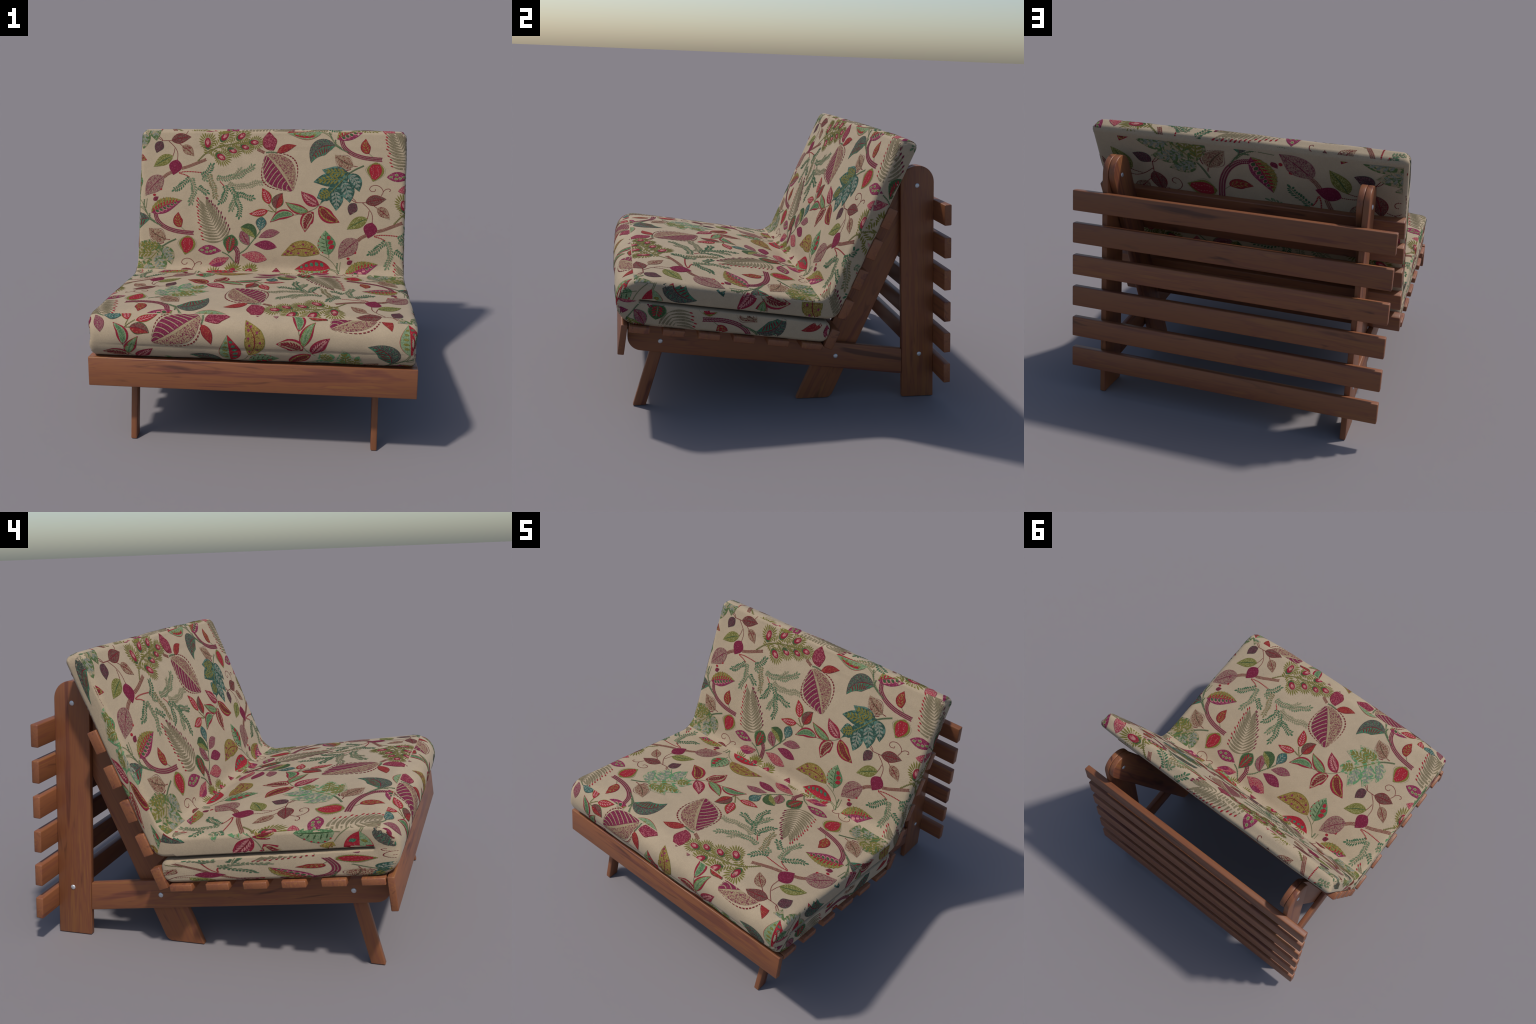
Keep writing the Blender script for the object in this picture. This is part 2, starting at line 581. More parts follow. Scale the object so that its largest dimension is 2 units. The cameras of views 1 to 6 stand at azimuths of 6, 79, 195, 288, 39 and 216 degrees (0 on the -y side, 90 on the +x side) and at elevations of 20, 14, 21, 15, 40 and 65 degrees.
def leaf_space(base, tip, width, bend, shape):
    """(t, s) -> cloth point: t runs base to tip along a bowed midrib, s is -1..1 across the blade."""
    b0 = V2(base)
    d = V2(tip) - b0
    left = Vector((-d.y, d.x))
    flick = -1.1 * bend if 0.1 <= abs(bend) <= 0.2 else 0.0
    def mid(t):
        return b0 + d * t + left * (bend * 4 * t * (1 - t) + flick * max(0.0, t - 0.62) * (1 - t) * 4)
    def half(t):
        t = min(1.0, max(0.0, t))
        w = max(0.0, math.sin(math.pi * t ** (shape * 0.86))) ** 0.85
        if shape < 1.2:
            w *= 1.06 - 0.34 * t ** 3
        return 0.5 * width * w
    def at(t, s):
        tan = (mid(t + 0.01) - mid(t - 0.01)).normalized()
        return mid(t) + Vector((-tan.y, tan.x)) * (half(t) * s)
    return at, d.length

def blade(mat, layer, at, t0, t1, s0, s1, nt, ns):
    for i in range(nt):
        ta, tb = t0 + (t1 - t0) * i / nt, t0 + (t1 - t0) * (i + 1) / nt
        for j in range(ns):
            sa, sb = s0 + (s1 - s0) * j / ns, s0 + (s1 - s0) * (j + 1) / ns
            piece(mat, layer, [at(ta, sa), at(tb, sa), at(tb, sb), at(ta, sb)])

def oval(mat, layer, c, d, w, k=8):
    """Small oval centred on c with half axis vector d and half width w."""
    n = Vector((-d.y, d.x)).normalized() * w
    piece(mat, layer, [c + d * math.cos(2 * math.pi * i / k) + n * math.sin(2 * math.pi * i / k) for i in range(k)])

def dart(mat, layer, a, b, w):
    """Pointed leaflet from a to b."""
    d = b - a
    n = Vector((-d.y, d.x)).normalized() * w * 0.5
    piece(mat, layer, [a, a + d * 0.3 + n * 0.8, a + d * 0.65 + n, b, a + d * 0.65 - n, a + d * 0.3 - n * 0.8])

def curve(pts, step):
    """Catmull-Rom through control points, evenly resampled."""
    P = [V2(p) for p in pts]
    if len(P) == 2:
        dense = [P[0].lerp(P[1], i / 20) for i in range(21)]
    else:
        E = [P[0] * 2 - P[1]] + P + [P[-1] * 2 - P[-2]]
        dense = []
        for i in range(1, len(E) - 2):
            for k in range(12):
                t = k / 12
                a, b, c, d = E[i - 1:i + 3]
                dense.append(0.5 * ((2 * b) + (c - a) * t + (2 * a - 5 * b + 4 * c - d) * t * t + (3 * b - a - 3 * c + d) * t ** 3))
        dense.append(P[-1])
    out = [dense[0]]
    acc = 0.0
    for a, b in zip(dense, dense[1:]):
        seg = (b - a).length
        while acc + seg >= step and seg > 1e-9:
            a = a.lerp(b, (step - acc) / seg)
            out.append(a)
            seg = (b - a).length
            acc = 0.0
        acc += seg
    if len(out) < 2:
        out = [dense[0], dense[-1]]
    return out

def stem(mat, pts, width):
    begin("printed_stems")
    width *= 0.72
    c = curve(pts, 0.012)
    c.append(V2(pts[-1]))
    for i in range(len(c) - 1):
        d = c[i + 1] - c[i]
        if d.length < 1e-5:
            continue
        n = Vector((-d.y, d.x)).normalized() * width * 0.5
        piece(mat, 0, [c[i] - n, c[i + 1] - n, c[i + 1] + n, c[i] + n])
        if mat != "stem_sage":
            dart(mat, 1, c[i] + n, c[i] + n * 2.4 + d * 0.5, width * 0.4)
            dart(mat, 1, c[i] - n, c[i] - n * 2.4 + d * 0.5, width * 0.4)

def beads(mat, pts, size):
    begin("printed_stems")
    c = curve(pts, size * 1.35)
    for i, p in enumerate(c):
        q = c[min(i + 1, len(c) - 1)] - c[max(i - 1, 0)]
        q = q.normalized() if q.length > 1e-6 else Vector((1, 0))
        oval(mat, 0, p, q * size * 0.62, size * 0.5, 6)

def braid(mat, pts, width):
    """Rope of plaited stitches: three rows of slanting dashes."""
    begin("printed_stems")
    c = curve(pts, width * 0.30)
    for i in range(len(c) - 1):
        d = (c[i + 1] - c[i]).normalized()
        n = Vector((-d.y, d.x))
        for row in (-1, 0, 1):
            sl = d * 0.35 + n * (0.35 if row >= 0 else -0.35)
            oval(mat, 0 if row else 1, c[i] + n * (row * width * 0.34) + d * (0.1 * width * abs(row)), sl * width * 0.40, width * 0.135, 6)

def sprig(mat, pts, size):
    """Fine stem with pairs of rounded leaflets."""
    begin("printed_ferns")
    c = curve(pts, size * 0.82)
    stem_w = size * 0.10
    for i in range(len(c) - 1):
        d = c[i + 1] - c[i]
        n = Vector((-d.y, d.x)).normalized()
        piece("stem_sage", 0, [c[i] - n * stem_w, c[i + 1] - n * stem_w, c[i + 1] + n * stem_w, c[i] + n * stem_w])
        d.normalize()
        for s in (-1, 1):
            j = 1 + 0.25 * math.sin(7.3 * i + 2.1 * s)
            out = (n * s * 0.8 + d * 0.65).normalized()
            oval(mat, 1, c[i] + out * size * 0.85 * j, out * size * 0.55 * j, size * 0.27, 7)
    d = (c[-1] - c[-2]).normalized()
    oval(mat, 1, c[-1] + d * size * 0.5, d * size * 0.7, size * 0.33, 7)

def fern(base, tip, width):
    """Feathery frond: brush-like grey plumes, tipped with red, fanning out from a bowed midrib."""
    begin("printed_ferns")
    b0, axis = V2(base), V2(tip) - V2(base)
    ln = axis.length
    fwd = axis / ln
    side_dir = Vector((-fwd.y, fwd.x))
    def mid(t):
        return b0 + axis * t + side_dir * (0.035 * ln * math.sin(math.pi * t))
    rows = 14
    for side in (1, -1):
        for i in range(rows):
            t = 0.80 * i / (rows - 1)
            turn = math.radians((70 if side > 0 else 62) * (1 - t) ** 0.8 + 8)
            reach = width * (0.54 - 0.22 * t if side > 0 else 0.44 + 0.40 * t - 0.72 * t * t) * (1 + 0.06 * math.sin(9 * i))
            pts = []
            for k in range(7):
                f = k / 6
                a = turn * (1.12 - 0.30 * f)
                d = fwd * math.cos(a) + side_dir * (side * math.sin(a))
                pts.append(mid(t) + d * (reach * f))
            for k in range(6):
                d = pts[k + 1] - pts[k]
                n = Vector((-d.y, d.x)).normalized()
                w0 = 0.0008 + 0.0066 * math.sin(math.pi * (0.08 + 0.86 * k / 6)) ** 1.5
                w1 = 0.0008 + 0.0066 * math.sin(math.pi * (0.08 + 0.86 * (k + 1) / 6)) ** 1.5
                piece("fern_grey", 0, [pts[k] - n * w0, pts[k + 1] - n * w1, pts[k + 1] + n * w1, pts[k] + n * w0])
            d = (pts[6] - pts[5]).normalized()
            if side > 0:
                oval("red", 1, pts[6] + d * 0.004, d * 0.011, 0.0046, 7)
            else:
                dart("plum", 1, pts[5], pts[6] + d * 0.006, 0.010)
                for k in (3, 4):
                    oval("plum", 1, pts[k] + d * 0.004 + Vector((0.005, 0.003)), d * 0.003, 0.002, 5)

def plume_eye(c, base, size):
    """Peacock eye: red bud ringed by a fan of olive barbs."""
    begin("printed_flowers")
    c, b = V2(c), V2(base)
    d = (c - b).normalized()
    n = Vector((-d.y, d.x))
    for k in range(17):
        a = math.radians(-140 + 17.5 * k)
        o = d * math.cos(a) + n * math.sin(a)
        e = c + d * (0.20 * size * math.cos(a)) + n * (0.16 * size * math.sin(a))
        r = size * (0.30 + 0.06 * math.cos(a))
        dart("olive", 0, e, e + o * r + d * size * 0.08, size * 0.07)
    for k in range(4):
        q = b - d * size * (0.12 * k - 0.1)
        for s in (-1, 1):
            dart("olive", 0, q, q + (n * s * 0.9 + d * 0.5) * size * 0.26, size * 0.075)
    oval("dark_green", 1, c - d * size * 0.10, d * size * 0.26, size * 0.17, 12)
    oval("edge_wine", 2, c, d * size * 0.26, size * 0.155, 12)
    oval("pink_speck", 3, c + d * size * 0.03, d * size * 0.16, size * 0.085, 10)
    for k in (-1, 0, 1):
        dart("pink_light", 4, c - d * size * 0.12, c + d * size * 0.10 + n * k * size * 0.08, size * 0.055)

# style: edge ink, edge width, fill ink left, fill ink right, midrib ink, decoration
STYLES = {
    "wine": ("wine", 0.0, "wine", "wine", None, None),
    "plum": ("plum", 0.0, "plum", "plum", None, None),
    "olive": ("olive", 0.0, "olive", "olive", None, None),
    "plum_teal": ("teal_dark", 0.10, "plum_teal", "plum_teal", None, None),
    "maroon_speck": ("maroon", 0.12, "maroon_speck", "maroon_speck", "maroon", None),
    "taupe_spot": ("maroon", 0.07, "taupe_spot", "taupe_spot", "maroon", None),
    "taupe_plum": ("plum_speck", 0.08, "taupe_plum", "taupe_plum", "plum", None),
    "olive_scroll": ("olive", 0.10, "olive_scroll", "olive_scroll", "dark_green", None),
    "magenta_olive": ("magenta", 0.0, "olive_scroll", "magenta", "red", "tears"),
    "teal_paisley": ("teal_dark", 0.06, "teal_green", "teal_dark", "maroon", "bars"),
    "red_vein": ("maroon", 0.14, "red_speck", "red_speck", None, "herring_ochre"),
    "spot_dash": ("linen_light", 0.0, "taupe_spot", "taupe_spot", "bark", "dash"),
    "seed": ("olive", 0.27, "red", "red", None, "halo"),
    "lobe_olive": ("lobe", 0.0, "lobe", "lobe", "olive", "herring_olive"),
    "lobe_grey": ("lobe", 0.0, "lobe", "lobe", "pale_leaf", "herring_pale"),
    "lobe_mid": ("lobe", 0.0, "lobe", "lobe", "olive", None),
    "edge_green": ("edge_wine", 0.36, "sage_green", "sage_green", "mid_green", "herring_green"),
    "edge_leafgreen": ("edge_wine", 0.32, "leaf_green", "leaf_green", "mid_green", "herring_sage"),
    "edge_dark": ("edge_wine", 0.28, "wine_scroll", "wine_scroll", "maroon", "herring_pink"),
    "edge_taupe": ("edge_wine", 0.30, "taupe", "taupe", "maroon", "herring_maroon"),
    "edge_ochre": ("edge_wine", 0.34, "ochre", "ochre", "maroon", "herring_maroon"),
    "red_olive": ("olive", 0.13, "red", "red", None, "herring_pink"),
    "dark_olive": ("dark_green", 0.14, "maroon_speck", "red_speck", "maroon", None),
    "paddle": ("mid_green", 0.12, "dark_green", "dark_green", "stem_sage", "herring_red"),
    "teal_drop": ("teal_dark", 0.18, "teal", "teal", None, "herring_pale"),
    "green_hook": ("dark_green", 0.14, "olive_scroll", "dark_green", None, None),
    "redgreen_drop": ("mid_green", 0.12, "plum_speck", "plum_speck", "maroon", None),
    "plum_speck": ("plum", 0.10, "plum_speck", "plum_speck", None, None),
    "wine_speck": ("wine", 0.10, "wine_speck", "wine_speck", None, None),
    "pink_speck": ("magenta", 0.10, "pink_speck", "pink_speck", None, None),
    "magenta_eye": ("magenta", 0.10, "magenta", "magenta", None, "eyelets"),
    "ochre_scroll": ("olive", 0.08, "ochre", "ochre", "maroon", "berries"),
    "green_redstripe": ("mid_green", 0.06, "sage_green", "mid_green", "dark_green", "flames"),
    "red_green": ("red", 0.05, "sage_green", "red", None, "tears_teal"),
    "wine_scroll": ("maroon", 0.10, "wine_scroll", "wine_scroll", None, None),
    "red_speck": ("maroon", 0.14, "red_speck", "red_speck", None, None),
    "stitched": ("linen_light", 0.0, "taupe_wine", "berry", None, "stitched"),
}
HERRING = {"herring_ochre": "ochre", "herring_olive": "olive", "herring_pale": "pale_leaf", "herring_green": "mid_green",
           "herring_sage": "sage_green", "herring_pink": "pink_light", "herring_maroon": "maroon", "herring_red": "red"}

def leaf(style, base, tip, width, bend=0.0, shape=1.0):
    begin("printed_leaves")
    edge, ew, left, right, rib, deco = STYLES[style]
    at, ln = leaf_space(base, tip, width, bend, shape)
    nt = max(10, int(ln / 0.014))
    ns = max(1, math.ceil(width / 0.056))
    if deco == "stitched":
        blade("taupe_wine", 0, at, 0.05, 0.97, 0.06, 0.84, nt, 4)
        blade("berry", 0, at, 0.04, 0.97, -0.86, 0.02, nt, 4)
        blade("taupe", 1, at, 0.02, 0.98, 0.02, 0.16, nt, 1)
        for i in range(9):                                    # pale ribs across the wine half
            t = 0.06 + 0.095 * i
            for k in range(4):
                f0, f1 = k / 4, (k + 1) / 4
                a, b = at(t + 0.13 * f0 ** 1.5, -0.02 - 0.9 * f0), at(t + 0.13 * f1 ** 1.5, -0.02 - 0.9 * f1)
                n = Vector((-(b - a).y, (b - a).x)).normalized() * 0.0028
                piece("taupe", 2, [a - n, b - n, b + n, a + n])
        for s in (-1.0, 1.0):                                 # dashed outline
            k = 0
            for i in range(52):
                t = i / 52
                if k % 3 != 2:
                    piece("maroon", 2, [at(t, s * 0.97), at(t + 1 / 52, s * 0.97), at(t + 1 / 52, s * 1.04), at(t, s * 1.04)])
                k += 1
        return
    inner = 1 - ew
    if ew > 0:
        blade(edge, 0, at, 0.0, 1.0, -1, 1, nt, max(2, ns))
    te = ew * 0.5 * width / ln
    blade(right, 1, at, te, 1 - te, -inner, 0, nt, ns)
    blade(left, 1, at, te, 1 - te, 0, inner, nt, ns)
    if rib:
        rw = 0.05 if width > 0.1 else 0.08
        blade(rib, 2, at, 0.03, 0.9, -rw, rw, nt, 1)
    if deco in HERRING:
        ink_name = HERRING[deco]
        lobe = style.startswith("lobe")
        n = max(4, int(ln / (0.036 if lobe else 0.022)))
        for i in range(n):
            t = 0.12 + 0.68 * i / n
            for s in (-1, 1):
                dart(ink_name, 3, at(t, 0.06 * s), at(t + 0.16, s * inner * 0.72), 0.014 if lobe else 0.010 if width > 0.08 else 0.007)
    elif deco == "tears":
        for i in range(6):
            t = 0.14 + 0.12 * i
            dart("dark_green", 3, at(t, -0.08), at(t + 0.09, -0.6), 0.020 * (1 - 0.06 * i))
            dart("pink_light", 2, at(t - 0.01, -0.05), at(t + 0.10, -0.72), 0.028 * (1 - 0.06 * i))
        for i in range(9):
            t = 0.08 + 0.09 * i
            dart("red", 3, at(t, 0.05), at(t + 0.05, 0.55), 0.013)
            dart("ochre", 2, at(t + 0.03, 0.3), at(t + 0.06, 1.12), 0.016)
    elif deco == "tears_teal":
        for i in range(5):
            t = 0.2 + 0.14 * i
            dart("teal_green", 3, at(t, -0.2), at(t + 0.07, -0.75), 0.024)
            dart("olive", 3, at(t, 0.15), at(t + 0.05, 0.7), 0.018)
        blade("red", 2, at, 0.0, 1.0, -0.06, 0.06, nt, 1)
    elif deco == "bars":
        for i in range(7):
            t = 0.12 + 0.10 * i
            dart("maroon", 3, at(t, 0.02), at(t + 0.10, 0.9), 0.008)
            dart("teal_green", 2, at(t + 0.02, -0.2), at(t + 0.10, -0.9), 0.006)
    elif deco == "dash":
        for s in (-1.16, 1.16):
            for i in range(18):
                t = (i + 0.2) / 18
                piece("plum", 2, [at(t, s), at(t + 0.035, s), at(t + 0.035, s * 1.07), at(t, s * 1.07)])
    elif deco == "halo":
        for s in (-1.14, 1.14):
            for i in range(22):
                oval("stem_sage", 0, at((i + 0.5) / 22, s), Vector((0.0022, 0)), 0.0022, 5)
        for i in range(7):
            t = 0.25 + 0.09 * i
            for s in (-0.35, 0.35):
                oval("pink_light", 3, at(t, s + 0.12 * math.sin(5 * i)), Vector((0.0, 0.0045)), 0.0016, 6)
    elif deco == "eyelets":
        for t, s in ((0.45, 0.3), (0.6, -0.35), (0.62, 0.42), (0.82, 0.0), (0.3, 0.0)):
            c = at(t, s)
            d = (at(t + 0.06, s) - c).normalized()
            oval("taupe", 2, c, d * 0.013, 0.0085, 9)
            oval("leaf_green", 3, c, d * 0.009, 0.0055, 8)
    elif deco == "berries":
        for t, s in ((0.12, 0.4), (0.22, -0.5), (0.33, 0.5), (0.42, -0.5), (0.55, 0.62), (0.63, -0.45), (0.75, 0.4), (0.8, -0.3), (0.9, 0.1)):
            oval("magenta", 3, at(t, s), Vector((0.009, 0)), 0.007, 8)
    elif deco == "flames":
        for i in range(3):
            t = 0.24 + 0.20 * i
            dart("red", 3, at(t, -0.14), at(t + 0.10, -0.86), 0.030)
        for i in range(5):
            t = 0.15 + 0.15 * i
            dart("dark_green", 3, at(t, 0.06), at(t + 0.10, 0.7), 0.007)
            oval("red", 3, at(t, 0.92), Vector((0.005, 0)), 0.005, 6)

def draw_motifs():
    leaf('plum_teal', (-0.782, 0.911), (-0.825, 0.829), 0.069, -0.08, 1.0)
    leaf('maroon_speck', (-0.721, 0.919), (-0.576, 0.947), 0.073, 0.03, 1.0)
    leaf('taupe_spot', (-0.641, 0.881), (-0.551, 0.807), 0.064, 0.06, 1.0)
    leaf('olive_scroll', (-0.703, 0.808), (-0.844, 0.729), 0.075, -0.04, 1.0)
    leaf('wine', (-0.671, 0.782), (-0.697, 0.671), 0.093, 0.0, 1.0)
    beads('maroon', [(-0.812, 0.949), (-0.789, 0.930), (-0.782, 0.913)], 0.0061)
    beads('maroon', [(-0.783, 0.918), (-0.722, 0.919)], 0.0061)
    beads('maroon', [(-0.737, 0.914), (-0.697, 0.876), (-0.672, 0.834), (-0.670, 0.782)], 0.0060)
    beads('maroon', [(-0.694, 0.859), (-0.698, 0.833), (-0.706, 0.807)], 0.0060)
    beads('maroon', [(-0.657, 0.895), (-0.637, 0.881)], 0.0060)
    beads('maroon', [(-0.816, 0.936), (-0.783, 0.917)], 0.0061)
    beads('maroon', [(0.772, 0.550), (0.784, 0.579), (0.767, 0.608), (0.734, 0.622), (0.701, 0.613), (0.691, 0.592), (0.706, 0.578), (0.728, 0.582), (0.730, 0.595)], 0.0057)
    beads('maroon', [(0.786, 0.581), (0.804, 0.596), (0.828, 0.598), (0.834, 0.586), (0.822, 0.580)], 0.0057)
    braid('rust', [(-0.636, 0.719), (-0.589, 0.733), (-0.525, 0.759), (-0.458, 0.787)], 0.0224)
    braid('rust', [(-0.708, 0.692), (-0.742, 0.675), (-0.772, 0.649)], 0.0241)
    leaf('taupe_plum', (0.620, 0.238), (0.488, 0.102), 0.117, -0.06, 1.0)
    beads('red', [(0.605, 0.207), (0.605, 0.206)], 0.0189)
    beads('red', [(0.598, 0.153), (0.599, 0.152)], 0.0205)
    beads('red', [(0.554, 0.108), (0.555, 0.108)], 0.0189)
    leaf('plum', (0.547, 0.069), (0.585, 0.095), 0.030, 0, 1.0)
    leaf('magenta_olive', (-0.850, 0.402), (-0.624, 0.492), 0.103, 0.05, 1.0)
    braid('braid_plum', [(-0.820, 0.407), (-0.801, 0.348), (-0.747, 0.302), (-0.669, 0.274), (-0.591, 0.264), (-0.527, 0.261)], 0.0311)
    stem('stem_green', [(-0.903, 0.495), (-0.904, 0.452), (-0.880, 0.397), (-0.848, 0.351), (-0.800, 0.322), (-0.760, 0.306)], 0.0078)
    stem('stem_green', [(-0.860, 0.364), (-0.861, 0.398)], 0.0078)
    leaf('teal_paisley', (0.447, 0.894), (0.280, 0.768), 0.116, -0.24, 1.0)
    stem('stem_sage', [(0.345, 0.991), (0.395, 0.969), (0.429, 0.931), (0.459, 0.902), (0.489, 0.878)], 0.0066)
    stem('stem_sage', [(0.390, 1.014), (0.410, 0.967)], 0.0066)
    stem('stem_green', [(0.447, 0.894), (0.489, 0.879)], 0.0074)
    leaf('red_vein', (-0.625, 0.301), (-0.650, 0.408), 0.068, 0.14, 1.0)
    stem('stem_sage', [(-0.625, 0.301), (-0.596, 0.276)], 0.0052)
    fern((-0.334, 0.211), (-0.468, 0.507), 0.238)
    leaf('spot_dash', (-0.732, 0.214), (-0.862, 0.291), 0.087, 0.08, 1.0)
    leaf('seed', (-0.578, 0.243), (-0.595, 0.107), 0.116, 0.05, 1.0)
    braid('stem_green', [(-0.764, 0.158), (-0.718, 0.188), (-0.658, 0.217)], 0.0112)
    beads('maroon', [(-0.736, 0.213), (-0.706, 0.210)], 0.0069)
    beads('maroon', [(-0.778, 0.179), (-0.748, 0.190)], 0.0069)
    leaf('lobe_olive', (0.538, 0.708), (0.358, 0.724), 0.087, 0.06, 1.0)
    leaf('lobe_olive', (0.495, 0.653), (0.301, 0.635), 0.094, -0.05, 1.0)
    leaf('lobe_olive', (0.422, 0.573), (0.328, 0.525), 0.094, 0.02, 1.0)
    leaf('lobe_grey', (0.547, 0.695), (0.620, 0.574), 0.085, 0.1, 1.0)
    leaf('lobe_grey', (0.495, 0.645), (0.554, 0.496), 0.105, 0.08, 1.0)
    leaf('lobe_grey', (0.447, 0.585), (0.461, 0.438), 0.094, 0.06, 1.0)
    leaf('lobe_mid', (0.553, 0.710), (0.352, 0.488), 0.074, 0, 1.0)
    leaf('edge_green', (0.174, 0.402), (0.004, 0.347), 0.066, -0.16, 1.0)
    leaf('edge_leafgreen', (0.275, 0.428), (0.108, 0.493), 0.066, 0.08, 1.0)
    leaf('edge_dark', (0.344, 0.477), (0.217, 0.570), 0.075, 0.08, 1.0)
    leaf('edge_taupe', (0.308, 0.426), (0.250, 0.283), 0.088, -0.14, 1.0)
    leaf('edge_ochre', (0.348, 0.471), (0.490, 0.357), 0.088, -0.12, 1.0)
    stem('stem_sage', [(0.174, 0.402), (0.219, 0.412), (0.273, 0.430), (0.318, 0.451), (0.350, 0.481), (0.366, 0.498)], 0.0058)
    leaf('red_olive', (-0.003, 0.474), (-0.057, 0.587), 0.067, -0.04, 1.0)
    leaf('red_olive', (-0.011, 0.430), (-0.145, 0.404), 0.053, 0.05, 1.0)
    leaf('dark_olive', (0.045, 0.442), (0.088, 0.556), 0.082, 0.08, 1.0)
    stem('stem_olive', [(-0.008, 0.470), (0.014, 0.445), (0.042, 0.416)], 0.0067)
    stem('stem_olive', [(-0.011, 0.430), (0.027, 0.420)], 0.0059)
    stem('stem_olive', [(0.045, 0.442), (0.044, 0.416)], 0.0059)
    leaf('paddle', (-0.282, 0.121), (-0.259, 0.257), 0.110, 0, 1.5)
    leaf('teal_drop', (-0.065, 0.284), (-0.051, 0.387), 0.078, 0, 1.5)
    leaf('green_hook', (-0.093, 0.229), (-0.201, 0.310), 0.085, -0.18, 1.35)
    leaf('redgreen_drop', (-0.134, 0.182), (-0.196, 0.285), 0.076, 0.05, 1.3)
    leaf('plum_speck', (-0.072, 0.238), (0.075, 0.279), 0.058, 0.06, 1.3)
    leaf('wine_speck', (-0.104, 0.189), (0.058, 0.174), 0.065, 0.04, 1.3)
    leaf('pink_speck', (-0.191, 0.115), (-0.009, 0.087), 0.078, 0.02, 1.35)
    leaf('magenta_eye', (-0.331, 0.139), (-0.501, 0.139), 0.070, -0.03, 1.35)
    leaf('pink_speck', (-0.275, 0.096), (-0.422, 0.044), 0.065, 0.05, 1.4)
    braid('braid_plum', [(-0.239, 0.171), (-0.217, 0.134), (-0.218, 0.092), (-0.223, 0.047)], 0.0330)
    stem('stem_green', [(-0.200, 0.126), (-0.158, 0.156), (-0.122, 0.203), (-0.085, 0.250), (-0.061, 0.284)], 0.0068)
    stem('stem_green', [(-0.327, 0.131), (-0.279, 0.107), (-0.236, 0.058)], 0.0068)
    leaf('olive', (-0.230, 0.018), (-0.311, 0.024), 0.013, 0.05, 1.0)
    leaf('olive', (-0.230, 0.018), (-0.286, 0.039), 0.013, 0.05, 1.0)
    leaf('olive', (-0.230, 0.018), (-0.265, 0.053), 0.013, 0.05, 1.0)
    leaf('olive', (-0.230, 0.018), (-0.212, 0.037), 0.013, 0.05, 1.0)
    leaf('olive', (-0.230, 0.018), (-0.253, 0.057), 0.013, 0.05, 1.0)
    leaf('olive', (-0.171, 0.020), (-0.176, 0.038), 0.012, 0.05, 1.0)
    leaf('olive', (-0.152, 0.020), (-0.153, 0.041), 0.012, 0.05, 1.0)
    leaf('olive', (-0.133, 0.021), (-0.130, 0.045), 0.012, 0.05, 1.0)
    leaf('olive', (-0.114, 0.021), (-0.107, 0.048), 0.012, 0.05, 1.0)
    leaf('olive', (-0.095, 0.022), (-0.084, 0.051), 0.012, 0.05, 1.0)
    leaf('ochre_scroll', (0.357, 0.136), (0.088, 0.117), 0.109, -0.16, 1.0)
    leaf('green_redstripe', (0.420, 0.131), (0.392, 0.299), 0.122, 0.03, 1.0)
    leaf('red_green', (0.433, 0.034), (0.184, 0.021), 0.118, -0.02, 1.0)
    stem('stem_sage', [(0.360, 0.132), (0.410, 0.108), (0.452, 0.072), (0.491, 0.015)], 0.0062)
    stem('stem_sage', [(0.420, 0.131), (0.422, 0.109)], 0.0062)
    stem('stem_sage', [(0.433, 0.034), (0.491, 0.013)], 0.0062)
    stem('stem_sage', [(0.495, 0.015), (0.501, 0.082)], 0.0062)
    leaf('wine_scroll', (0.016, 0.855), (-0.020, 0.991), 0.104, 0.1, 1.1)
    leaf('red_speck', (0.040, 0.839), (0.175, 0.893), 0.053, 0.06, 1.0)
    braid('rust', [(-0.099, 0.862), (-0.043, 0.837)], 0.0211)
    stem('stem_green', [(-0.039, 0.840), (-0.001, 0.844), (0.041, 0.839)], 0.0084)
    leaf('stitched', (-0.041, 0.831), (0.159, 0.564), 0.260, 0.02, 1.19)
    stem('stem_olive', [(-0.522, 0.772), (-0.463, 0.832), (-0.379, 0.875), (-0.253, 0.902), (-0.143, 0.914)], 0.0086)
    plume_eye((-0.457, 0.906), (-0.454, 0.862), 0.141)
    plume_eye((-0.335, 0.952), (-0.372, 0.905), 0.136)
    plume_eye((-0.216, 0.956), (-0.262, 0.919), 0.123)
    plume_eye((-0.122, 0.912), (-0.168, 0.914), 0.114)
    plume_eye((-0.186, 0.876), (-0.227, 0.888), 0.106)
    plume_eye((-0.274, 0.851), (-0.328, 0.870), 0.114)
    plume_eye((-0.356, 0.804), (-0.399, 0.829), 0.132)
    sprig('sprig_green', [(-0.578, 0.656), (-0.628, 0.600), (-0.695, 0.559)], 0.0193)
    sprig('sprig_sage', [(-0.569, 0.652), (-0.541, 0.585), (-0.556, 0.495), (-0.568, 0.470)], 0.0193)
    sprig('sprig_green', [(-0.516, 0.585), (-0.481, 0.569), (-0.437, 0.544)], 0.0193)
    sprig('sprig_green', [(-0.488, 0.662), (-0.447, 0.701), (-0.414, 0.744)], 0.0192)
    sprig('sprig_ochre', [(-0.442, 0.680), (-0.414, 0.621), (-0.395, 0.558), (-0.381, 0.516)], 0.0192)
    sprig('sprig_sage', [(-0.385, 0.651), (-0.288, 0.657), (-0.204, 0.683), (-0.121, 0.748)], 0.0192)
    sprig('sprig_pale', [(-0.262, 0.653), (-0.209, 0.730)], 0.0191)
    sprig('sprig_pale', [(-0.303, 0.610), (-0.201, 0.595), (-0.117, 0.617), (-0.050, 0.629)], 0.0191)
    sprig('sprig_green', [(-0.328, 0.601), (-0.310, 0.559), (-0.334, 0.504), (-0.363, 0.468)], 0.0191)
    sprig('sprig_green', [(-0.286, 0.589), (-0.250, 0.548), (-0.178, 0.528), (-0.108, 0.512)], 0.0191)
